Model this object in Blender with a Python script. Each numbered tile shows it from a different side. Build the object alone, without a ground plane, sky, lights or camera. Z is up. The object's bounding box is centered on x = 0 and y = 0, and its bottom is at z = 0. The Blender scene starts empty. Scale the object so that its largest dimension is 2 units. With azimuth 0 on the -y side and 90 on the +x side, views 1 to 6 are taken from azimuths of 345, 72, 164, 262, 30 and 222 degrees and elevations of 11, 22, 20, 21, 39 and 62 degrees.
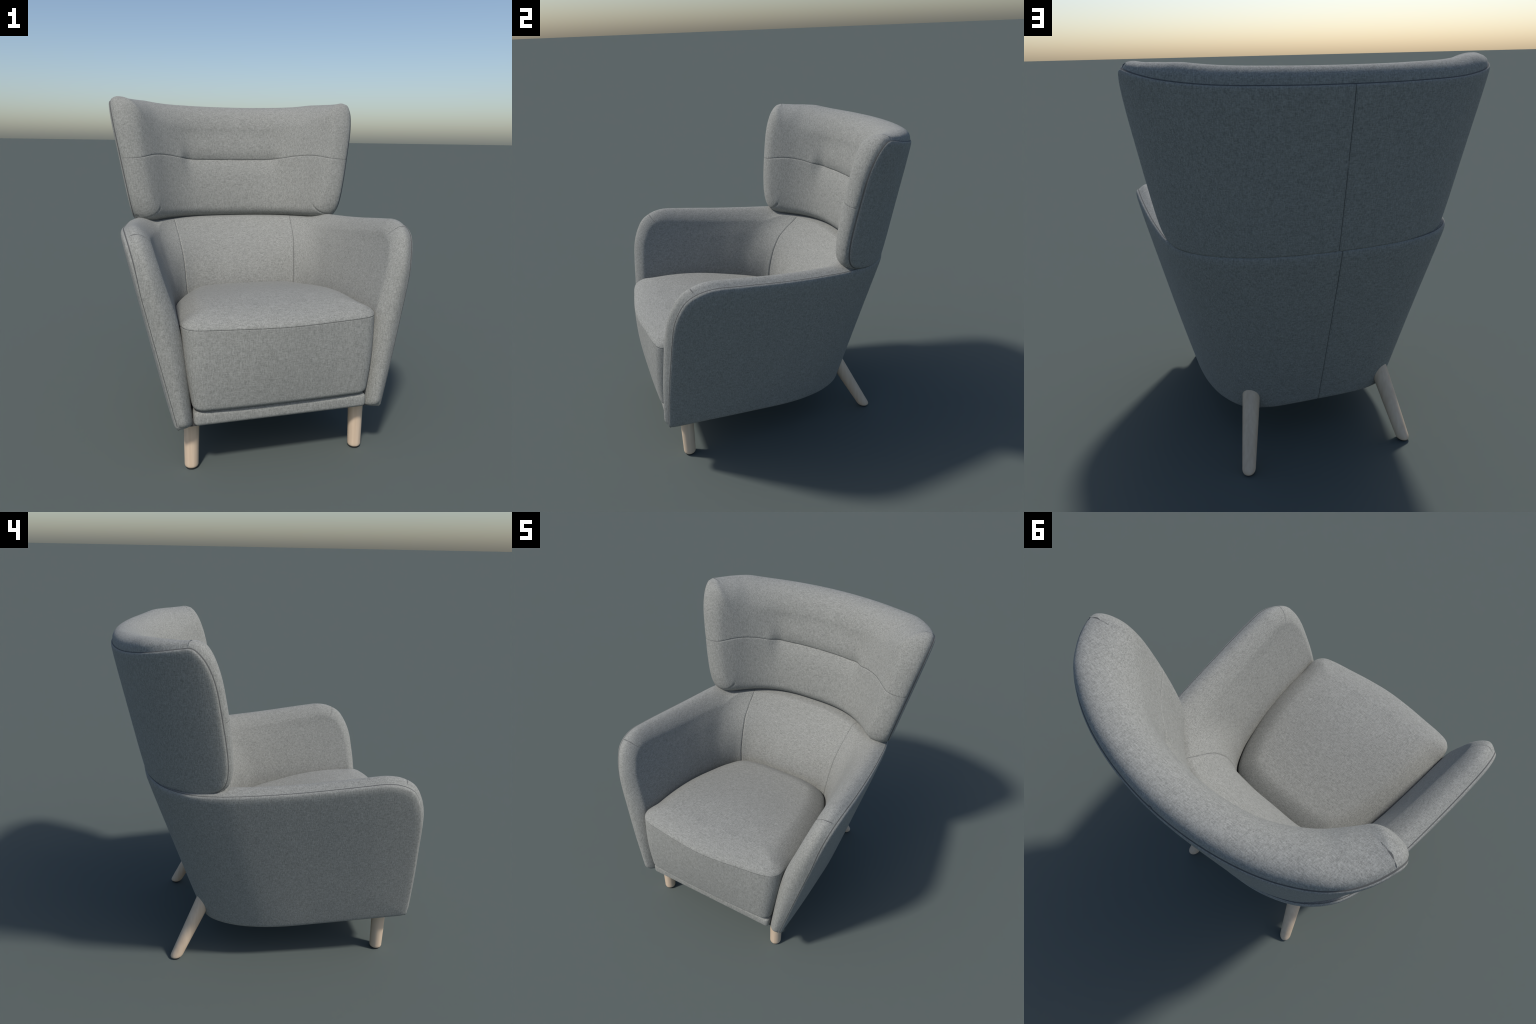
# Upholstered wing armchair: tub shell with flared arms, winged headrest,
# deep seat cushion, front rail and four turned wooden legs.
import bpy, bmesh, math
import numpy as np
from mathutils import Vector, Matrix
from mathutils.geometry import delaunay_2d_cdt

TWIST = 0.017          # the upholstery stands very slightly turned on its legs
SHIFT_X = -0.015


# ------------------------------------------------------------------ helpers
def catmull(points, n):
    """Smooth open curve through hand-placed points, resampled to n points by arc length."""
    p = np.asarray(points, float)
    k = np.concatenate([[0], np.cumsum(np.linalg.norm(np.diff(p, axis=0), axis=1) ** 0.5)])
    m = np.zeros_like(p)
    for i in range(len(p)):
        if i == 0:
            m[i] = (p[1] - p[0]) / (k[1] - k[0])
        elif i == len(p) - 1:
            m[i] = (p[-1] - p[-2]) / (k[-1] - k[-2])
        else:
            a = (p[i] - p[i - 1]) / (k[i] - k[i - 1])
            b = (p[i + 1] - p[i]) / (k[i + 1] - k[i])
            w = (k[i + 1] - k[i]) / (k[i + 1] - k[i - 1])
            m[i] = a * w + b * (1 - w)
    t = np.linspace(k[0], k[-1], 1500)
    j = np.clip(np.searchsorted(k, t, side='right') - 1, 0, len(p) - 2)
    h = (k[j + 1] - k[j])[:, None]
    x = ((t - k[j]) / (k[j + 1] - k[j]))[:, None]
    q = ((2 * x**3 - 3 * x**2 + 1) * p[j] + (x**3 - 2 * x**2 + x) * h * m[j]
         + (-2 * x**3 + 3 * x**2) * p[j + 1] + (x**3 - x**2) * h * m[j + 1])
    a = np.concatenate([[0], np.cumsum(np.linalg.norm(np.diff(q, axis=0), axis=1))])
    s = np.linspace(0, a[-1], n)
    return np.stack([np.interp(s, a, q[:, c]) for c in range(p.shape[1])], 1)


def half_plan(points):
    """Half of a plan curve from the centre line outwards; mirrored first so the centre is smooth."""
    pts = list(points)
    full = [(-x, y) for x, y in pts[:0:-1]] + pts
    c = catmull(full, 801)
    return c[400:]


def plan_at(curve, u):
    """Point of a mirrored half plan curve at signed parameter u in -1..1 (may overshoot)."""
    a = np.abs(u) * (len(curve) - 1)
    i = np.clip(a.astype(int), 0, len(curve) - 2)
    f = (a - i)[:, None]
    q = curve[i] * (1 - f) + curve[i + 1] * f
    q = q.copy()
    q[:, 0] *= np.where(u < 0, -1, 1)
    return q


class Surface:
    """Surface lofted in height through plan curves; piecewise smooth in z."""
    def __init__(self, levels):
        self.z = np.array([l[0] for l in levels], float)
        self.c = [half_plan(l[1]) for l in levels]

    def at(self, u, z):
        P = np.stack([plan_at(c, u) for c in self.c])          # level, n, 2
        Z = self.z
        n = len(Z)
        if n == 2:
            t = ((z - Z[0]) / (Z[1] - Z[0]))[:, None]
            xy = P[0] * (1 - t) + P[1] * t
        else:
            D = (P[1:] - P[:-1]) / (Z[1:] - Z[:-1])[:, None, None]
            M = np.concatenate([D[:1], 0.5 * (D[1:] + D[:-1]), D[-1:]])
            j = np.clip(np.searchsorted(Z, z, side='right') - 1, 0, n - 2)
            zc = np.clip(z, Z[0] - 0.05, Z[-1] + 0.05)
            h = Z[j + 1] - Z[j]
            x = ((zc - Z[j]) / h)[:, None]
            x = np.clip(x, -0.3, 1.3)
            k = np.arange(len(u))
            hh = h[:, None]
            xy = ((2*x**3 - 3*x**2 + 1) * P[j, k] + (x**3 - 2*x**2 + x) * hh * M[j, k]
                  + (-2*x**3 + 3*x**2) * P[j + 1, k] + (x**3 - x**2) * hh * M[j + 1, k])
        return np.column_stack([xy, z])


def seg_distance(pts, line, closed=False):
    """Distance of 2D points to a polyline."""
    a = np.asarray(line, float)
    b = np.roll(a, -1, 0) if closed else a[1:]
    a = a if closed else a[:-1]
    out = np.full(len(pts), 1e9)
    d = b - a
    L2 = (d * d).sum(1) + 1e-18
    for i0 in range(0, len(pts), 4000):
        p = pts[i0:i0 + 4000]
        t = np.clip(((p[:, None] - a[None]) * d[None]).sum(2) / L2, 0, 1)
        r = p[:, None] - (a[None] + t[..., None] * d[None])
        out[i0:i0 + 4000] = np.sqrt((r * r).sum(2)).min(1)
    return out


def inside(pts, poly):
    x, y = pts[:, 0], pts[:, 1]
    r = np.zeros(len(pts), bool)
    q = np.roll(poly, -1, 0)
    for (x0, y0), (x1, y1) in zip(poly, q):
        if y0 == y1:
            continue
        c = ((y0 > y) != (y1 > y)) & (x < (x1 - x0) * (y - y0) / (y1 - y0) + x0)
        r ^= c
    return r


def resample(line, step, closed=False):
    p = np.asarray(line, float)
    if closed:
        p = np.vstack([p, p[:1]])
    a = np.concatenate([[0], np.cumsum(np.linalg.norm(np.diff(p, axis=0), axis=1))])
    n = max(2, int(round(a[-1] / step)) + 1)
    s = np.linspace(0, a[-1], n)
    q = np.stack([np.interp(s, a, p[:, c]) for c in range(2)], 1)
    return q[:-1] if closed else q


def ring_offsets(rim, n):
    return [rim * (1 - math.cos(math.pi / 2 * (k / n) ** 1.4)) for k in range(1, n + 1)]


def snap(d, rim, n):
    """Points in the rim zone lie on rings by construction: remove rounding from their distance."""
    r = np.array([0.0] + ring_offsets(rim, n))
    k = np.clip(np.searchsorted(r, d), 1, len(r) - 1)
    k = np.where(np.abs(r[k - 1] - d) < np.abs(r[k] - d), k - 1, k)
    return np.where(d < rim * 0.985, r[k], d)


def within(F, d, w):
    """Faces whose corners all lie within w of a line."""
    return d[F].max(1) <= w


def triangulate(outline, step, rim, rim_steps, lines):
    """Triangles over a 2D outline with concentric rows near the rim and rows along seam lines."""
    B = resample(outline, step, True)
    area = 0.5 * np.sum(B[:, 0] * np.roll(B[:, 1], -1) - np.roll(B[:, 0], -1) * B[:, 1])
    if area < 0:
        B = B[::-1].copy()
    t = np.roll(B, -1, 0) - np.roll(B, 1, 0)
    t /= np.linalg.norm(t, axis=1)[:, None]
    inn = np.column_stack([-t[:, 1], t[:, 0]])
    nB = len(B)
    pts = [B]
    edges = [(i, (i + 1) % nB) for i in range(nB)]
    count = nB
    ring_d = ring_offsets(rim, rim_steps)
    rows = []
    for L in lines:
        R = resample(L, 0.005)
        g = np.gradient(R, axis=0)
        g /= np.linalg.norm(g, axis=1)[:, None] + 1e-12
        nn = np.column_stack([-g[:, 1], g[:, 0]])
        for o in (0, 0.0013, -0.0013, 0.003, -0.003, 0.006, -0.006, 0.0115, -0.0115):
            rows.append(R + nn * o)
    # arc-length position of any point along the boundary, used to order points of one ring
    nxt = np.roll(B, -1, 0)
    seg = nxt - B
    sl = np.linalg.norm(seg, axis=1)
    cum = np.concatenate([[0], np.cumsum(sl)[:-1]])

    def along(P):
        out = np.zeros(len(P))
        for i0 in range(0, len(P), 2000):
            p = P[i0:i0 + 2000]
            t_ = np.clip(((p[:, None] - B[None]) * seg[None]).sum(2) / (sl * sl), 0, 1)
            r_ = p[:, None] - (B[None] + t_[..., None] * seg[None])
            j = np.argmin((r_ * r_).sum(2), 1)
            out[i0:i0 + 2000] = cum[j] + t_[np.arange(len(p)), j] * sl[j]
        return out

    ring_pts = []
    for d in ring_d:
        q = B + inn * d
        ok = inside(q, B) & (seg_distance(q, B, True) > d * 0.985)
        q = q[ok]
        for L in lines:
            q = q[seg_distance(q, L) > 0.0135]
        ring_pts.append([q])
    deep_pts = []
    for q in rows:
        q = resample(q, 0.0004)
        ok = inside(q, B)
        dq = np.where(ok, seg_distance(q, B, True), -1.0)
        deep_pts.append(q[dq > rim * 1.03][::14])
        for k, d in enumerate(ring_d):         # in the rim zone seam rows sit exactly on the rings
            for i in np.where((dq[:-1] - d) * (dq[1:] - d) < 0)[0]:
                w = (d - dq[i]) / (dq[i + 1] - dq[i])
                ring_pts[k].append((q[i] * (1 - w) + q[i + 1] * w)[None])
    for k, parts in enumerate(ring_pts):
        q = np.vstack(parts)
        if len(q) < 2:
            continue
        pos = along(q)
        o = np.argsort(pos, kind='stable')
        q, pos = q[o], pos[o]
        gap = np.linalg.norm(np.diff(q, axis=0), axis=1)
        keep = np.concatenate([[True], gap > 6e-4])
        q = q[keep]
        m = len(q)
        for i in range(m):
            j = (i + 1) % m
            if np.linalg.norm(q[i] - q[j]) < step * 1.9:
                edges.append((count + i, count + j))
        pts.append(q)
        count += m
    S = np.vstack(deep_pts) if deep_pts else np.zeros((0, 2))
    lo, hi = B.min(0), B.max(0)
    gx = np.arange(lo[0], hi[0], step)
    gy = np.arange(lo[1], hi[1], step * 0.87)
    G = np.array([(x + (step / 2 if j % 2 else 0), y) for j, y in enumerate(gy) for x in gx])
    G = G[inside(G, B)]
    G = G[seg_distance(G, B, True) > rim + step * 0.4]
    for L in lines:
        G = G[seg_distance(G, L) > 0.0135]
    rest = np.vstack([S, G])
    seen, keep = set(), []
    for i, (x, y) in enumerate(rest):
        kx = (round(x / 4e-4), round(y / 4e-4))
        if kx not in seen:
            seen.add(kx)
            keep.append(i)
    allp = np.vstack(pts + [rest[keep]])
    v, e, f, ov, oe, of = delaunay_2d_cdt([Vector(p) for p in allp], edges, [], 1, 1e-7)
    V = np.array([(p.x, p.y) for p in v])
    F = np.array([list(t) for t in f if len(t) == 3], int)
    a, b, c = V[F[:, 0]], V[F[:, 1]], V[F[:, 2]]
    cr = (b[:, 0]-a[:, 0])*(c[:, 1]-a[:, 1]) - (b[:, 1]-a[:, 1])*(c[:, 0]-a[:, 0])
    F[cr < 0] = F[cr < 0][:, ::-1]
    return V, F, B


def soft(x, p=2.0):
    """Superelliptic shoulder: 0 at the edge, 1 from one radius inwards."""
    x = np.clip(x, 0, 1)
    return (1 - (1 - x) ** p) ** (1 / p)


def smoothstep(x):
    x = np.clip(x, 0, 1)
    return x * x * (3 - 2 * x)


def vertex_normals(V, F):
    n = np.cross(V[F[:, 1]] - V[F[:, 0]], V[F[:, 2]] - V[F[:, 0]])
    out = np.zeros_like(V)
    for c in range(3):
        np.add.at(out, F[:, c], n)
    return out / (np.linalg.norm(out, axis=1)[:, None] + 1e-12)


def place(V, shift=SHIFT_X, twist=TWIST, twist_back=0.0, turn=(-.6, .3)):
    V = V.copy()
    V[:, 1] += V[:, 0] * np.interp(V[:, 1], turn, [twist, twist_back])
    V[:, 0] += shift
    return V


def make_mesh(name, V, F, N, mats, mat_index=None, parent=None):
    """Object from part of a bigger surface, keeping the whole surface's normals N."""
    used = np.unique(F)
    remap = np.full(len(V), -1)
    remap[used] = np.arange(len(used))
    me = bpy.data.meshes.new(name)
    me.from_pydata(V[used].tolist(), [], remap[F].tolist())
    for m in mats:
        me.materials.append(m)
    me.polygons.foreach_set('use_smooth', [True] * len(me.polygons))
    if mat_index is not None:
        me.polygons.foreach_set('material_index', np.asarray(mat_index, np.int32))
    me.update()
    if N is not None:
        me.normals_split_custom_set_from_vertices([tuple(n) for n in N[used]])
    ob = bpy.data.objects.new(name, me)
    bpy.context.scene.collection.objects.link(ob)
    if parent:
        ob.parent = parent
    return ob


# ------------------------------------------------------------------ materials
def node(nt, kind, **kw):
    n = nt.nodes.new(kind)
    for k, v in kw.items():
        setattr(n, k, v)
    return n


def wool(name, base, contrast=1.0):
    """Heathered wool felt: slubs running along and across, fine flecks, woven bump."""
    m = bpy.data.materials.new(name)
    m.use_nodes = True
    nt = m.node_tree
    b = nt.nodes['Principled BSDF']
    co = node(nt, 'ShaderNodeTexCoord')

    def noise(scale, loc=(0, 0, 0), detail=2.0, rough=0.5, s=1.0):
        mp = node(nt, 'ShaderNodeMapping')
        mp.inputs['Scale'].default_value = scale
        mp.inputs['Location'].default_value = loc
        nt.links.new(co.outputs['Object'], mp.inputs['Vector'])
        n = node(nt, 'ShaderNodeTexNoise')
        n.inputs['Scale'].default_value = s
        n.inputs['Detail'].default_value = detail
        n.inputs['Roughness'].default_value = rough
        nt.links.new(mp.outputs['Vector'], n.inputs['Vector'])
        return n.outputs['Fac']

    def math_(op, a, b_):
        n = node(nt, 'ShaderNodeMath', operation=op)
        for i, v in enumerate((a, b_)):
            if isinstance(v, (int, float)):
                n.inputs[i].default_value = v
            else:
                nt.links.new(v, n.inputs[i])
        return n.outputs[0]

    warp = noise((215, 215, 42))                 # slubs along the warp
    weft = noise((42, 215, 215), (3, 7, 1))      # slubs across
    cross = noise((215, 42, 215), (8, 3, 6))
    fleck = noise((260, 260, 260), (9, 2, 5), 3.0, 0.65)
    cloud = noise((45, 45, 45), (1, 4, 2), 3.0, 0.6)
    a = math_('ADD', math_('MULTIPLY', warp, 0.30), math_('MULTIPLY', weft, 0.26))
    a = math_('ADD', a, math_('MULTIPLY', cross, 0.22))
    a = math_('ADD', a, math_('MULTIPLY', fleck, 0.16))
    a = math_('ADD', a, math_('MULTIPLY', cloud, 0.06))
    r = node(nt, 'ShaderNodeValToRGB')
    nt.links.new(a, r.inputs['Fac'])
    e = r.color_ramp.elements
    k = 0.29 * contrast
    e[0].position, e[1].position = 0.39, 0.61
    e[0].color = tuple(c * (1 - k) for c in base) + (1,)
    e[1].color = tuple(c * (1 + k) for c in base) + (1,)
    mid = e.new(0.5)
    mid.color = tuple(base) + (1,)
    nt.links.new(r.outputs['Color'], b.inputs['Base Color'])
    b.inputs['Roughness'].default_value = 0.95
    b.inputs['Specular IOR Level'].default_value = 0.15
    b.inputs['Sheen Weight'].default_value = 0.05
    b.inputs['Sheen Roughness'].default_value = 0.6
    bump = node(nt, 'ShaderNodeBump')
    bump.inputs['Strength'].default_value = 0.35
    bump.inputs['Distance'].default_value = 0.004
    nt.links.new(a, bump.inputs['Height'])
    nt.links.new(bump.outputs['Normal'], b.inputs['Normal'])
    return m


def plain(name, col, rough=0.9):
    m = bpy.data.materials.new(name)
    m.use_nodes = True
    nt = m.node_tree
    b = nt.nodes['Principled BSDF']
    co = node(nt, 'ShaderNodeTexCoord')
    n = node(nt, 'ShaderNodeTexNoise')
    n.inputs['Scale'].default_value = 60
    nt.links.new(co.outputs['Object'], n.inputs['Vector'])
    r = node(nt, 'ShaderNodeValToRGB')
    r.color_ramp.elements[0].color = tuple(c * 0.85 for c in col) + (1,)
    r.color_ramp.elements[1].color = tuple(c * 1.15 for c in col) + (1,)
    nt.links.new(n.outputs['Fac'], r.inputs['Fac'])
    nt.links.new(r.outputs['Color'], b.inputs['Base Color'])
    b.inputs['Roughness'].default_value = rough
    return m


def beech(name):
    m = bpy.data.materials.new(name)
    m.use_nodes = True
    nt = m.node_tree
    b = nt.nodes['Principled BSDF']
    co = node(nt, 'ShaderNodeTexCoord')
    mp = node(nt, 'ShaderNodeMapping')
    mp.inputs['Scale'].default_value = (55, 55, 3.0)
    nt.links.new(co.outputs['Object'], mp.inputs['Vector'])
    n = node(nt, 'ShaderNodeTexNoise')
    n.inputs['Scale'].default_value = 1.0
    n.inputs['Detail'].default_value = 4
    nt.links.new(mp.outputs['Vector'], n.inputs['Vector'])
    r = node(nt, 'ShaderNodeValToRGB')
    r.color_ramp.elements[0].position = 0.3
    r.color_ramp.elements[1].position = 0.7
    r.color_ramp.elements[0].color = (0.60, 0.455, 0.325, 1)
    r.color_ramp.elements[1].color = (0.69, 0.545, 0.405, 1)
    nt.links.new(n.outputs['Fac'], r.inputs['Fac'])
    nt.links.new(r.outputs['Color'], b.inputs['Base Color'])
    b.inputs['Roughness'].default_value = 0.5
    return m


WOOL = wool('grey_wool', (0.248, 0.252, 0.236))
SEAM_SHADE = plain('painted_seam_shadow', (0.085, 0.087, 0.085))  # wool grey darkened on seam and welt faces to paint the groove shadow
LINING = plain('dark_lining', (0.05, 0.05, 0.05))
BEECH = beech('oiled_beech')
GLIDE = plain('dark_glide', (0.02, 0.02, 0.02), 0.6)
FABRIC = [WOOL, SEAM_SHADE]

root = bpy.data.objects.new('armchair', None)
bpy.context.scene.collection.objects.link(root)
root['label'] = 'grey wool winged lounge armchair with pale wooden legs'
root['category'] = 'armchair'


# ------------------------------------------------------------------ padded shells
class Pad:
    """A padded panel: a tight outer skin and a plump inner skin joined along a rim.
    Domain is (s, z): s along the plan, z height."""
    def __init__(self, outer, inner, length):
        self.o, self.i, self.len = outer, inner, length

    def solve_s(self, y, z):
        """|s| of the outer skin point with given y at height z."""
        u = np.linspace(0.3, 1.0, 1400)
        p = self.o.at(u, np.full(len(u), z))[:, 1]
        return np.interp(-y, -p, u) * self.len

    def solve_x(self, x, z):
        u = np.linspace(0.0, 1.0, 2000)
        p = self.o.at(u, np.full(len(u), z))[:, 0]
        return u[np.argmin(np.abs(p - x))] * self.len


def groove(V, lines, depth, width):
    g = np.zeros(len(V))
    for L in lines:
        g = np.maximum(g, depth * np.exp(-(seg_distance(V, L) / width) ** 2))
    return g


def near(F, V, lines, w):
    c = V[F].mean(1)
    m = np.zeros(len(F), bool)
    for L in lines:
        m |= seg_distance(c, L) < w
    return m


# ---- tub shell (arms and lower back)
T_OUT = Surface([
    (0.27, [(0, .436), (.15, .436), (.28, .426), (.398, .380), (.486, .258), (.534, .11), (.554, -.04),
            (.562, -.27), (.566, -.55), (.562, -.83)]),
    (1.22, [(0, .750), (.20, .742), (.38, .710), (.556, .627), (.672, .501), (.727, .347), (.756, .14),
            (.780, -.16), (.791, -.46), (.787, -.76)]),
])
T_IN = Surface([
    (0.26, [(0, .22), (.20, .215), (.36, .17), (.44, .03), (.46, -.15), (.465, -.33), (.470, -.5), (.470, -.82)]),
    (0.82, [(0, .208), (.20, .206), (.37, .175), (.455, .04), (.492, -.13), (.512, -.33), (.524, -.5), (.542, -.80)]),
    (1.06, [(0, .350), (.20, .334), (.405, .262), (.508, .15), (.555, -.05), (.582, -.3), (.600, -.55), (.614, -.78)]),
    (1.21, [(0, .530), (.17, .522), (.315, .486), (.430, .432), (.525, .335), (.580, .19), (.614, -.02),
            (.634, -.3), (.650, -.58), (.654, -.76)]),
    (1.30, [(0, .60), (.17, .59), (.33, .545), (.45, .48), (.555, .37), (.604, .20), (.634, -.02),
            (.654, -.3), (.670, -.58), (.672, -.75)]),
])
tub = Pad(T_OUT, T_IN, 1.62)
TL = tub.len
# rim in (y, z): front edge rising, rounded shoulder, armrest line running back
FRONT = [(-.824, .40), (-.806, .60), (-.785, .80), (-.769, .95), (-.750, 1.07), (-.718, 1.155), (-.671, 1.222),
         (-.595, 1.261), (-.515, 1.273), (-.40, 1.264), (-.25, 1.249), (-.09, 1.233), (.10, 1.218), (.27, 1.208)]
rim_half = [(tub.solve_s(y, z), z) for y, z in FRONT]
s_bottom = tub.solve_s(-.826, .31)
BOTTOM = [(0, .240), (.5, .243), (.85, .252), (1.15, .268), (1.35, .278), (s_bottom - .04, .284), (s_bottom - .012, .288), (s_bottom, .31)]
s_back = tub.solve_s(.45, 1.2)
right = BOTTOM + catmull(rim_half, 120).tolist() + [(s_back, 1.200), (0.35, 1.197), (0, 1.196)]
left = [(-x, z) for x, z in right[-2:0:-1]]
outline = np.array(right + left)
rim_r = np.array([(s_bottom, .26)] + [tuple(p) for p in catmull(rim_half, 120)] + [(s_back, 1.2), (.35, 1.197), (0, 1.196)])
rim_welt = np.vstack([rim_r, rim_r[::-1][1:] * [-1, 1]])
bot_half_line = np.array(BOTTOM[:-2] + [(s_bottom + .03, .288)])
bottom_line = np.vstack([(bot_half_line * [-1, 1])[::-1], bot_half_line[1:]])
s_wing = tub.solve_s(.45, 1.21)


def rim_distance(P):
    return seg_distance(P, rim_welt)


# seams
back_seam = np.array([(0, .240), (0, 1.196)])


def inner_seam_s(x, y, z):
    u = np.linspace(0.05, 0.9, 1200)
    p = T_IN.at(u, np.full(len(u), z))
    return u[np.argmin((p[:, 0] - x) ** 2 + (p[:, 1] - y) ** 2)] * TL


seam_r = np.array([(inner_seam_s(x, y, z), z) for x, y, z in
                   [(.433, .462, 1.21), (.425, .42, 1.17), (.412, .345, 1.12), (.398, .272, 1.06),
                    (.380, .205, .93), (.367, .165, .82), (.35, .14, .70), (.34, .15, .35)]])
seam_r[0, 1] = 1.196
seam_l = seam_r * [-1, 1]
ct = catmull(rim_half, 120)
k_t = np.argmin(np.abs(ct[:, 1] - 1.25) + (ct[:, 0] < tub.solve_s(-.55, 1.27)) * 9)
tuck_r = np.array([ct[k_t], ct[k_t] + np.array([-.085, -.075])])
tuck_l = tuck_r * [-1, 1]

V2, F, B2 = triangulate(outline, 0.014, 0.10, 22, [back_seam, seam_r, seam_l, tuck_r, tuck_l])
u = V2[:, 0] / TL
z = V2[:, 1]
d_rim = rim_distance(V2)
d_bot = seg_distance(V2, bottom_line)
d_all = seg_distance(V2, B2, True)
on_edge = d_all < 4e-6
d_snap = snap(d_all, .10, 22)
d_rim = np.where(np.abs(d_rim - d_all) < 1.5e-3, d_snap, d_rim)
d_bot = np.where(np.abs(d_bot - d_all) < 1.5e-3, d_snap, d_bot)
d_welt = d_rim
behind = smoothstep((s_wing + .02 - np.abs(V2[:, 0])) / .14)       # 1 where the headrest sits on the rim
R_rim = 0.058 * (1 - behind) + 0.008 * behind
f = soft(d_rim / R_rim, 2.5) * soft(d_bot / 0.02, 2.0)
O = T_OUT.at(u, z)
I = T_IN.at(u, z)
nin = I - O
nin[:, 2] = 0
nin /= np.linalg.norm(nin, axis=1)[:, None]
# outer skin: slight belly, tucked in at the welt and along the bottom edge
flank = smoothstep((np.abs(V2[:, 0]) - .55) / .5)
tuck_in = (0.005 * np.exp(-(d_welt / .006) ** 2) + (.006 + .011 * smoothstep((z - .95) / .22)) * (1 - behind) * (1 - soft(d_welt / .045)) + .016 * (1 - soft(d_bot / .025))
           + 0.013 * behind * (1 - soft(np.clip(1.198 - z, 0, 1) / .05)))
belly = (0.004 + 0.006 * flank) * soft(np.minimum(d_welt, d_bot) / .30)
g_o = groove(V2, [back_seam], .004, .004)
Vo = O + nin * (tuck_in - belly + g_o)[:, None]
# inner skin
g_i = groove(V2, [seam_r, seam_l], .006, .0045) + groove(V2, [tuck_r, tuck_l], .003, .004)
D = I - O
crown = 0.026 * (1 - behind) * np.sin(np.pi * np.clip(f, 0, 1)) * smoothstep(1.3 - d_rim / R_rim) * smoothstep(d_bot / .05)
Vi = O + nin * (tuck_in * (1 - f))[:, None] + D * f[:, None] - nin * g_i[:, None]
# the rim swells past the welt
grad = np.zeros_like(V2)
eps = 1e-4
grad[:, 0] = (rim_distance(V2 + [eps, 0]) - rim_distance(V2 - [eps, 0])) / (2 * eps)
grad[:, 1] = (rim_distance(V2 + [0, eps]) - rim_distance(V2 - [0, eps])) / (2 * eps)
grad /= np.linalg.norm(grad, axis=1)[:, None] + 1e-9
ds = T_OUT.at(u + 1e-3, z) - T_OUT.at(u - 1e-3, z)
ds /= np.linalg.norm(ds, axis=1)[:, None]
swell_dir = -(ds * grad[:, :1] + np.array([0, 0, 1]) * grad[:, 1:])
Vi += crown[:, None] * swell_dir
# join skins: shared boundary vertices
n = len(V2)
Vall = np.vstack([Vo, Vi])
idx_i = np.arange(n) + n
idx_i[on_edge] = np.arange(n)[on_edge]
Fo = F.copy()
Fi = idx_i[F][:, ::-1]
Vall = place(Vall)
# orientation: outer skin must face away from the chair centre
cen = Vall[Fo].mean(1)
nrm = np.cross(Vall[Fo[:, 1]] - Vall[Fo[:, 0]], Vall[Fo[:, 2]] - Vall[Fo[:, 0]])
if ((nrm[:, :2] * (cen[:, :2] - [0, -.2])).sum(1)).mean() < 0:
    Fo, Fi = Fo[:, ::-1], Fi[:, ::-1]
N = vertex_normals(Vall, np.vstack([Fo, Fi]))
cs = V2[F].mean(1)
# outer panels either side of the centre back seam
seam_shade_o = within(F, seg_distance(V2, back_seam), .0015) | within(F, d_welt, .0028)
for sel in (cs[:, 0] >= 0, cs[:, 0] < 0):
    make_mesh('outer_panel', Vall, Fo[sel], N, FABRIC, seam_shade_o[sel].astype(int), root)
# inner back between the curved seams; arms either side
s_at = np.interp(cs[:, 1], seam_r[::-1, 1], seam_r[::-1, 0])
mid = np.abs(cs[:, 0]) < s_at
seam_shade_i = np.zeros(len(F), bool)
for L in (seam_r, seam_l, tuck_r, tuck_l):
    seam_shade_i |= within(F, seg_distance(V2, L), .0015)
make_mesh('backrest', Vall, Fi[mid], N, FABRIC, seam_shade_i[mid].astype(int), root)
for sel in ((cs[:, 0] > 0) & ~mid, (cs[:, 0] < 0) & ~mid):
    make_mesh('arm', Vall, Fi[sel], N, FABRIC, seam_shade_i[sel].astype(int), root)

# ---- winged headrest
H_OUT = Surface([
    (1.21, [(0, .736), (.20, .728), (.37, .696), (.541, .612), (.654, .487), (.707, .34), (.728, .20)]),
    (1.93, [(0, .888), (.15, .880), (.30, .857), (.45, .817), (.575, .764), (.697, .684), (.790, .572), (.834, .455), (.855, .335)]),
])
H_IN = Surface([
    (1.20, [(0, .560), (.17, .550), (.315, .508), (.430, .440), (.53, .345), (.59, .25), (.61, .19)]),
    (1.60, [(0, .622), (.17, .613), (.34, .576), (.487, .482), (.597, .372), (.662, .287), (.682, .24)]),
    (1.80, [(0, .676), (.17, .664), (.34, .622), (.500, .525), (.620, .412), (.685, .325), (.705, .275)]),
    (1.93, [(0, .652), (.17, .641), (.34, .604), (.51, .545), (.632, .440), (.70, .355), (.725, .30)]),
])
head = Pad(H_OUT, H_IN, 1.10)
HL = head.len
EDGE = [(.335, 1.222), (.312, 1.245), (.296, 1.285), (.290, 1.34), (.292, 1.40), (.302, 1.49), (.316, 1.58), (.332, 1.68),
        (.348, 1.77), (.370, 1.845), (.403, 1.915), (.436, 1.956), (.462, 1.973)]
edge_half = [(head.solve_s(y, zz), zz) for y, zz in EDGE]
top_half = [(head.solve_s(.51, 1.95), 1.968), (head.solve_s(.59, 1.95), 1.953), (head.solve_s(.68, 1.93), 1.933), (head.solve_s(.78, 1.93), 1.914), (.25, 1.905), (0, 1.903)]
bot_half = [(0, 1.188), (.3, 1.189), (head.solve_s(.50, 1.21), 1.193), (head.solve_s(.41, 1.21), 1.200), (head.solve_s(.365, 1.21), 1.210)]
loop = catmull(bot_half + edge_half + top_half, 300).tolist()
outline = np.array(loop + [(-a, b) for a, b in loop[-2:0:-1]])
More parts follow.
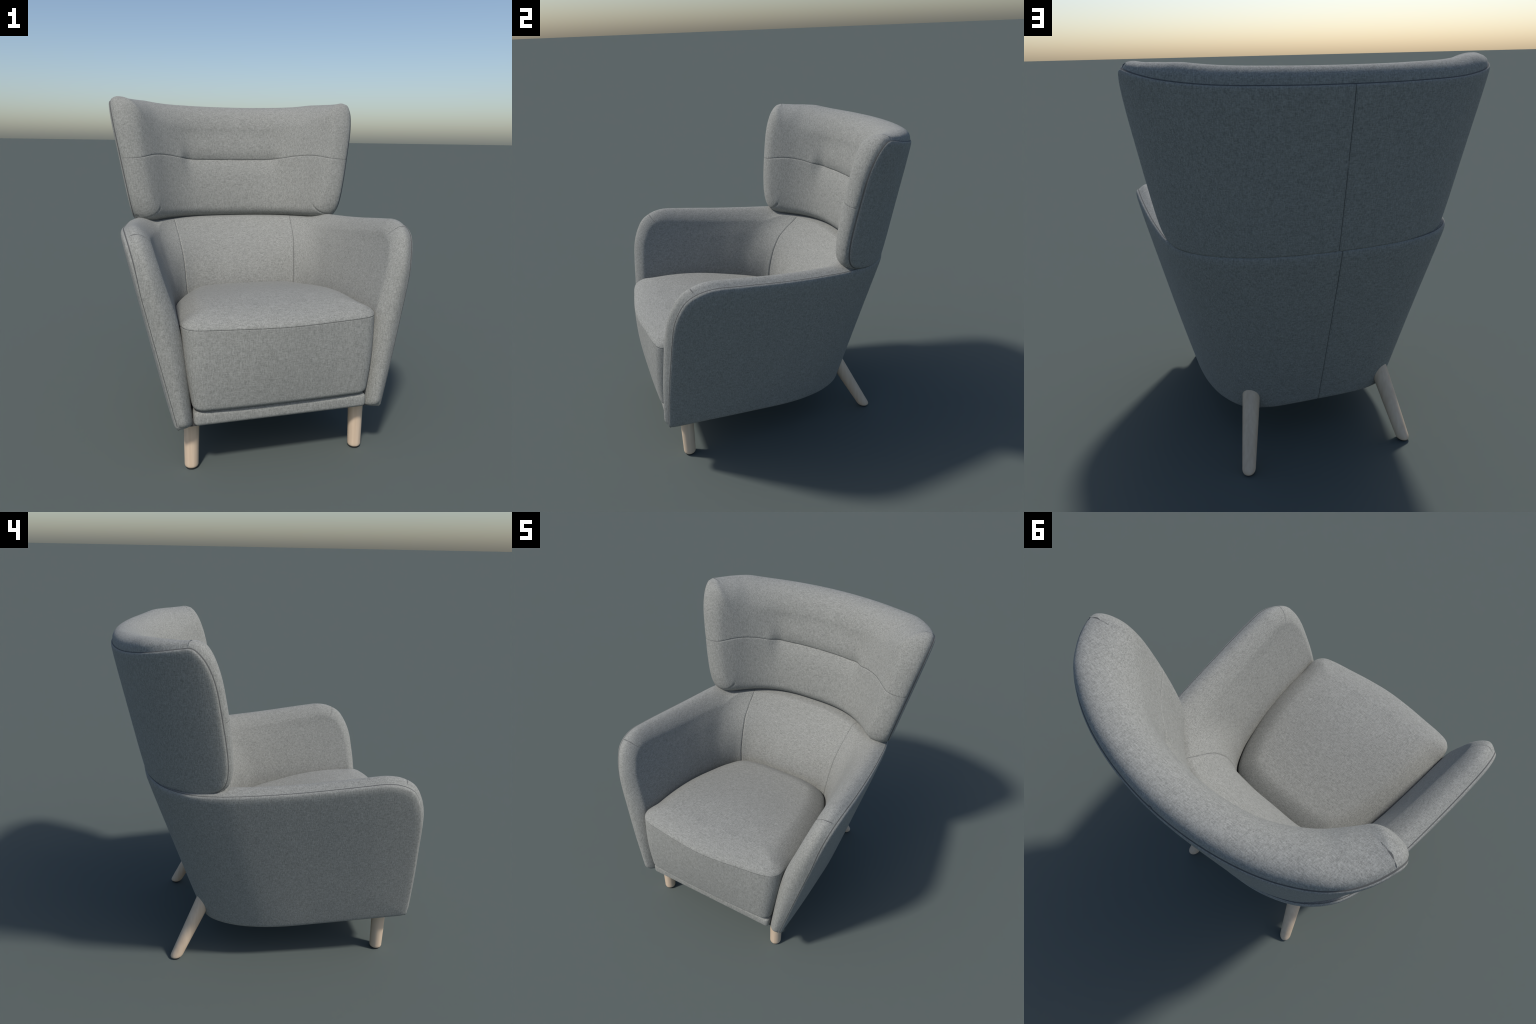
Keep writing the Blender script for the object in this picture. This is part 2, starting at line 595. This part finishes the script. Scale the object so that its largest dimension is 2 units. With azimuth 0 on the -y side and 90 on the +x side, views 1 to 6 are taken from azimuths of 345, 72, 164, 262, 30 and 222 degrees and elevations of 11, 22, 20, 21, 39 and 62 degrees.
hseam_r = np.array([(0, 1.590), (.20, 1.591), (.36, 1.593), (.50, 1.606), (.66, 1.624), (.82, 1.632), (.94, 1.626), (1.1, 1.604)])
hseam = np.vstack([(hseam_r * [-1, 1])[::-1][:-1], hseam_r])
hseam = catmull(hseam, 200)
hback = np.array([(0, 1.188), (0, 1.903)])
oc = np.array(loop)
kb = np.argmin(np.abs(oc[:, 1] - 1.235) + 9 * (oc[:, 0] < .5))
dart_r = np.array([oc[kb], oc[kb] + np.array([-.085, .050])])
kt = np.argmax(oc[:, 1])
tuckh_r = np.array([oc[kt], oc[kt] + np.array([-.06, -.055])])
mir = [-1, 1]
hlines = [hseam, hback, dart_r, dart_r * mir, tuckh_r, tuckh_r * mir]
V2, F, B2 = triangulate(outline, 0.012, 0.12, 22, hlines)
u, z = V2[:, 0] / HL, V2[:, 1]
d_all = seg_distance(V2, B2, True)
on_edge = d_all < 4e-6
d_all = snap(d_all, .12, 22)
O, I = H_OUT.at(u, z), H_IN.at(u, z)
nin = I - O
nin[:, 2] = 0
nin /= np.linalg.norm(nin, axis=1)[:, None]
low = smoothstep((1.36 - z) / .12)
low_or_side = np.maximum(low, smoothstep((np.abs(V2[:, 0]) - .72) / .15))
R_h = 0.100 * (1 - low_or_side) + 0.08 * low_or_side
f = soft(d_all / R_h, 2.15 + .4 * low_or_side)
tuck_in = 0.005 * np.exp(-(d_all / .006) ** 2) + (.004 + .005 * smoothstep((np.abs(V2[:, 0]) - .75) / .15)) * (1 - soft(d_all / .03)) * smoothstep((z - 1.2) / .05)
belly = 0.006 * soft(d_all / .2)
Vo = O + nin * (tuck_in - belly + groove(V2, [hback], .004, .004))[:, None]
# quilted pull along the middle of the cross seam, plump cushion above and below
pull = smoothstep((0.54 - np.abs(V2[:, 0])) / 0.15)
dz = z - np.interp(V2[:, 0], hseam[:, 0], hseam[:, 1])
plump = 0.030 * soft(np.abs(dz) / 0.17, 1.8) * soft(d_all / .2)
away = 1 - pull
dent = np.exp(-(np.abs(dz) / 0.065) ** 1.15) * pull
swell = 0.036 * soft(d_all / .2) * (1 - dent)
g_i = groove(V2, [hseam], .003, .004) + groove(V2, [dart_r, dart_r * mir], .006, .005) + groove(V2, [tuckh_r, tuckh_r * mir], .0015, .004)
Vi = O + nin * (tuck_in * (1 - f))[:, None] + (I - O) * f[:, None] + nin * (swell - g_i)[:, None] * f[:, None]
# the cushion swells past its welt, most over the middle of the top edge
grad = np.zeros_like(V2)
for c in range(2):
    e = np.zeros(2)
    e[c] = 1e-4
    grad[:, c] = (seg_distance(V2 + e, B2, True) - seg_distance(V2 - e, B2, True)) / 2e-4
inb = inside(V2, B2)
cl = np.concatenate([np.argmin(((V2[i:i + 2000, None] - B2[None]) ** 2).sum(2), 1) for i in range(0, len(V2), 2000)])
tb = np.roll(B2, -1, 0) - np.roll(B2, 1, 0)
tb /= np.linalg.norm(tb, axis=1)[:, None]
inward = np.column_stack([-tb[:, 1], tb[:, 0]])[cl]
far = d_all > .001
inward[far] = (grad / (np.linalg.norm(grad, axis=1)[:, None] + 1e-9))[far]
ds = H_OUT.at(u + 1e-3, z) - H_OUT.at(u - 1e-3, z)
ds /= np.linalg.norm(ds, axis=1)[:, None]
up = H_OUT.at(u, z + .01) - H_OUT.at(u, z - .01)
up /= np.linalg.norm(up, axis=1)[:, None]
topness = np.clip(-inward[:, 1], 0, 1)
c_amp = 0.017 + topness * (0.057 - 0.044 * smoothstep((np.abs(V2[:, 0]) - .66) / .32))
dome = np.clip(1 - np.abs(2 * np.clip(f, 0, 1) - 1) ** 2.4, 0, 1) ** 0.6
crown = c_amp * dome * smoothstep(1.4 - d_all / R_h)
Vi -= crown[:, None] * (ds * inward[:, :1] + up * inward[:, 1:])
n = len(V2)
Vall = np.vstack([Vo, Vi])
idx_i = np.arange(n) + n
idx_i[on_edge] = np.arange(n)[on_edge]
Fo, Fi = F.copy(), idx_i[F][:, ::-1]
Vall = place(Vall, 0.0, twist=.010, twist_back=-.005, turn=(.38, .62))
cen = Vall[Fo].mean(1)
nrm = np.cross(Vall[Fo[:, 1]] - Vall[Fo[:, 0]], Vall[Fo[:, 2]] - Vall[Fo[:, 0]])
if ((nrm[:, :2] * (cen[:, :2] - [0, -.2])).sum(1)).mean() < 0:
    Fo, Fi = Fo[:, ::-1], Fi[:, ::-1]
N = vertex_normals(Vall, np.vstack([Fo, Fi]))
cs = V2[F].mean(1)
seam_shade_o = within(F, seg_distance(V2, hback), .0015) | within(F, d_all, .0042)
seam_shade_i = np.zeros(len(F), bool)
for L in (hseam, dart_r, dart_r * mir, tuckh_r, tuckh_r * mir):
    seam_shade_i |= within(F, seg_distance(V2, L), .0015)
headrest = make_mesh('headrest', Vall, Fi, N, FABRIC, seam_shade_i.astype(int), root)
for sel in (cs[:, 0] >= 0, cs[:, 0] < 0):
    make_mesh('headrest_back_panel', Vall, Fo[sel], N, FABRIC, seam_shade_o[sel].astype(int), headrest)

# ------------------------------------------------------------------ seat cushion
half = [(0, -.888), (.15, -.879), (.30, -.860), (.42, -.843), (.485, -.822), (.520, -.78), (.53, -.71), (.527, -.5), (.513, -.30),
        (.482, -.13), (.435, .03), (.36, .15), (.22, .205), (0, .215)]
full = half + [(-x, y) for x, y in half[-2:0:-1]]
loop = catmull([full[-1]] + full + [full[0], full[1]], 700)
a0 = np.argmin(np.hypot(loop[:100, 0], loop[:100, 1] + .888))
a1 = 600 + np.argmin(np.hypot(loop[600:, 0], loop[600:, 1] + .888))
outline = loop[a0:a1]
V2, F, B2 = triangulate(outline, 0.014, 0.16, 16, [])
d = seg_distance(V2, B2, True)
z_seam = 0.815
to_front = smoothstep((-V2[:, 1] - .62) / .14)             # the nose keeps a fuller roll
rise = 0.055 * soft(d / (0.14 + .06 * to_front), 2.0 - .15 * to_front) + 0.030 * soft(d / 0.5, 1.7) - 0.034 * (1 - to_front) * (1 - smoothstep(d / .14))
bul = 0.010 * np.sin(np.pi * np.clip(d / .02, 0, 1))
top = np.column_stack([V2, z_seam + rise])
g = .004 * np.exp(-(d / .004) ** 2)
nb = len(B2)
# border: rows dropping from the seam, tapering in towards the floor
cB = np.array([0, -.33])
t = np.roll(B2, -1, 0) - np.roll(B2, 1, 0)
t /= np.linalg.norm(t, axis=1)[:, None]
out = np.column_stack([t[:, 1], -t[:, 0]])
H = z_seam - 0.384
low_half = [(0, -.852), (.2, -.851), (.36, -.846), (.445, -.838), (.474, -.81), (.476, -.72), (.470, -.5), (.460, -.30),
            (.445, -.13), (.41, .02), (.34, .13), (.2, .17), (0, .175)]
low_full = low_half + [(-x, y) for x, y in low_half[-2:0:-1]]
ll = catmull([low_full[-1]] + low_full + [low_full[0], low_full[1]], 700)
b0 = np.argmin(np.hypot(ll[:100, 0], ll[:100, 1] + .852))
b1 = 600 + np.argmin(np.hypot(ll[600:, 0], ll[600:, 1] + .852))
ll = ll[b0:b1]
lc = np.vstack([ll, ll[:1]])
la = np.concatenate([[0], np.cumsum(np.linalg.norm(np.diff(lc, axis=0), axis=1))])
ls = np.linspace(0, la[-1], nb + 1)[:-1]
LOW = np.stack([np.interp(ls, la, lc[:, c]) for c in range(2)], 1)
if (LOW[5, 0] > 0) != (B2[5, 0] > 0):
    LOW = np.vstack([LOW[:1], LOW[:0:-1]])


def seat_drop(y):
    return 0.085 * smoothstep((y + .60) / .80)


levels = []
for w in [0, .004, .010, .02] + np.linspace(.05, .93, 26).tolist() + [.95, .965, .98, .99, .997, 1.0]:
    belly = 0.012 * math.sin(math.pi * min(1, w)) - .0015 * math.exp(-(w / .006) ** 2)
    rb = 0.028
    q = (w * H - (H - rb)) / rb
    edge = rb * (1 - math.sqrt(max(0, 1 - q * q))) if q > 0 else 0
    P = B2 * (1 - w) + LOW * w + out * (belly - edge)
    levels.append(np.column_stack([P, z_seam - H * w - (seat_drop(B2[:, 1]) + .034 * (1 - smoothstep((-B2[:, 1] - .62) / .14))) * (1 - w)]))
top[:, 2] -= seat_drop(V2[:, 1])
on = d < 1e-5
# match outline vertices of the top to border row 0
order = [int(np.argmin(((V2 - b) ** 2).sum(1))) for b in B2]
Vs = top.copy()
Vs[order] = levels[0]
Fs = [F]
base = len(Vs)
prev = np.array(order)
for L in levels[1:]:
    Vs = np.vstack([Vs, L])
    cur = np.arange(nb) + base
    base += nb
    nx = np.roll(prev, -1)
    cx = np.roll(cur, -1)
    Fs.append(np.column_stack([prev, cur, nx]))
    Fs.append(np.column_stack([nx, cur, cx]))
    prev = cur
Vs = np.vstack([Vs, [[0, -.33, z_seam - H]]])
Fs.append(np.column_stack([prev, np.full(nb, base), np.roll(prev, -1)]))
Fs = np.vstack(Fs)
Vs = place(Vs, twist=.022)
N = vertex_normals(Vs, Fs)
fz = Vs[Fs][:, :, 2].mean(1)
seam_shade = (np.arange(len(Fs)) >= len(F)) & (np.arange(len(Fs)) < len(F) + 2 * nb)
make_mesh('seat_cushion', Vs, Fs, N, FABRIC, seam_shade.astype(int), root)


# ------------------------------------------------------------------ front rail and underside
def rounded_box(name, lo, hi, r, mats, seg=6):
    bm = bmesh.new()
    bmesh.ops.create_cube(bm, size=1)
    for v in bm.verts:
        v.co = Vector([lo[i] if v.co[i] < 0 else hi[i] for i in range(3)])
    bmesh.ops.bevel(bm, geom=bm.edges[:], offset=r, segments=seg, profile=0.5, affect='EDGES')
    me = bpy.data.meshes.new(name)
    bm.to_mesh(me)
    bm.free()
    V = np.array([v.co[:] for v in me.vertices])
    V = place(V)
    for v, c in zip(me.vertices, V):
        v.co = c
    for m in mats:
        me.materials.append(m)
    for p in me.polygons:
        p.use_smooth = True
    ob = bpy.data.objects.new(name, me)
    bpy.context.scene.collection.objects.link(ob)
    ob.parent = root
    return ob


rounded_box('front_rail', (-.476, -.828, .300), (.476, -.70, .378), .024, [WOOL])

us = np.linspace(-1, 1, 161)
rim_b = T_OUT.at(us, np.full(161, .28))[:, :2]
cen = np.array([0, -.2])
rim_b = cen + (rim_b - cen) * .955
rim_b[:, 1] = np.maximum(rim_b[:, 1], -.79)
Vb = np.vstack([np.column_stack([rim_b, np.full(161, .290)]), np.column_stack([rim_b, np.full(161, .33)]), [[0, -.3, .290]], [[0, -.3, .33]]])
k = np.arange(161)
kx = (k + 1) % 161
Fb = np.vstack([np.column_stack([k, np.full(161, 322), kx]), np.column_stack([k + 161, kx + 161, np.full(161, 323)]),
                np.column_stack([k, kx, k + 161]), np.column_stack([kx, kx + 161, k + 161])])
ob = make_mesh('underside_lining', place(Vb), Fb, None, [LINING], None, root)
ob.data.polygons.foreach_set('use_smooth', [False] * len(ob.data.polygons))


# ------------------------------------------------------------------ legs
def leg(foot, top, r_foot, r_top):
    """Tapered turned leg, foot end cut level with the floor, dark glide under it."""
    foot, top = Vector(foot), Vector(top)
    axis = top - foot
    L = axis.length
    seg = 40
    rows = []
    for tt, rr in [(0, .86), (.012, .95), (.03, 1.0)] + [(x, 1) for x in np.linspace(.06, 1, 14)]:
        rows.append((tt, rr))
    verts, faces = [], []
    for tt, rr in rows:
        c = foot + axis * tt
        r = (r_foot + (r_top - r_foot) * tt) * rr
        lev = max(0.0, 1 - tt / .5)        # level cut at the floor easing into a square section
        for i in range(seg):
            a = 2 * math.pi * i / seg
            ex, ey = Vector((1, 0, 0)), Vector((0, 1, 0))
            nx = axis.normalized()
            ex2 = (ex - nx * ex.dot(nx)).normalized()
            ey2 = nx.cross(ex2)
            p_sq = ex2 * math.cos(a) * r + ey2 * math.sin(a) * r
            p_lv = p_sq - nx * (p_sq.z / nx.z)
            verts.append(c + p_sq.lerp(p_lv, lev))
    for j in range(len(rows) - 1):
        for i in range(seg):
            k2 = (i + 1) % seg
            faces.append((j * seg + i, j * seg + k2, (j + 1) * seg + k2, (j + 1) * seg + i))
    faces.append(tuple(range(seg))[::-1])
    faces.append(tuple(range((len(rows) - 1) * seg, len(rows) * seg)))
    me = bpy.data.meshes.new('leg')
    me.from_pydata([tuple(v - foot) for v in verts], [], faces)
    me.materials.append(BEECH)
    for p in me.polygons:
        p.use_smooth = len(p.vertices) == 4
    ob = bpy.data.objects.new('leg', me)
    ob.location = foot
    bpy.context.scene.collection.objects.link(ob)
    ob.parent = root
    bm = bmesh.new()
    bmesh.ops.create_cone(bm, cap_ends=True, segments=32, radius1=r_foot * .8, radius2=r_foot * .8, depth=.008)
    gm = bpy.data.meshes.new('glide')
    bm.to_mesh(gm)
    bm.free()
    gm.materials.append(GLIDE)
    go = bpy.data.objects.new('glide', gm)
    go.location = (0, 0, -.004)
    bpy.context.scene.collection.objects.link(go)
    go.parent = ob
    return ob


for sx, cx in ((-1, -.0145), (1, -.0145)):
    leg((cx + sx * .473, -.692, .008), (cx + sx * .471, -.690, .34), .0375, .0435)
    leg((cx - .002 + sx * .436, .584, .008), (cx - .002 + sx * .352, .375, .415), .034, .048)
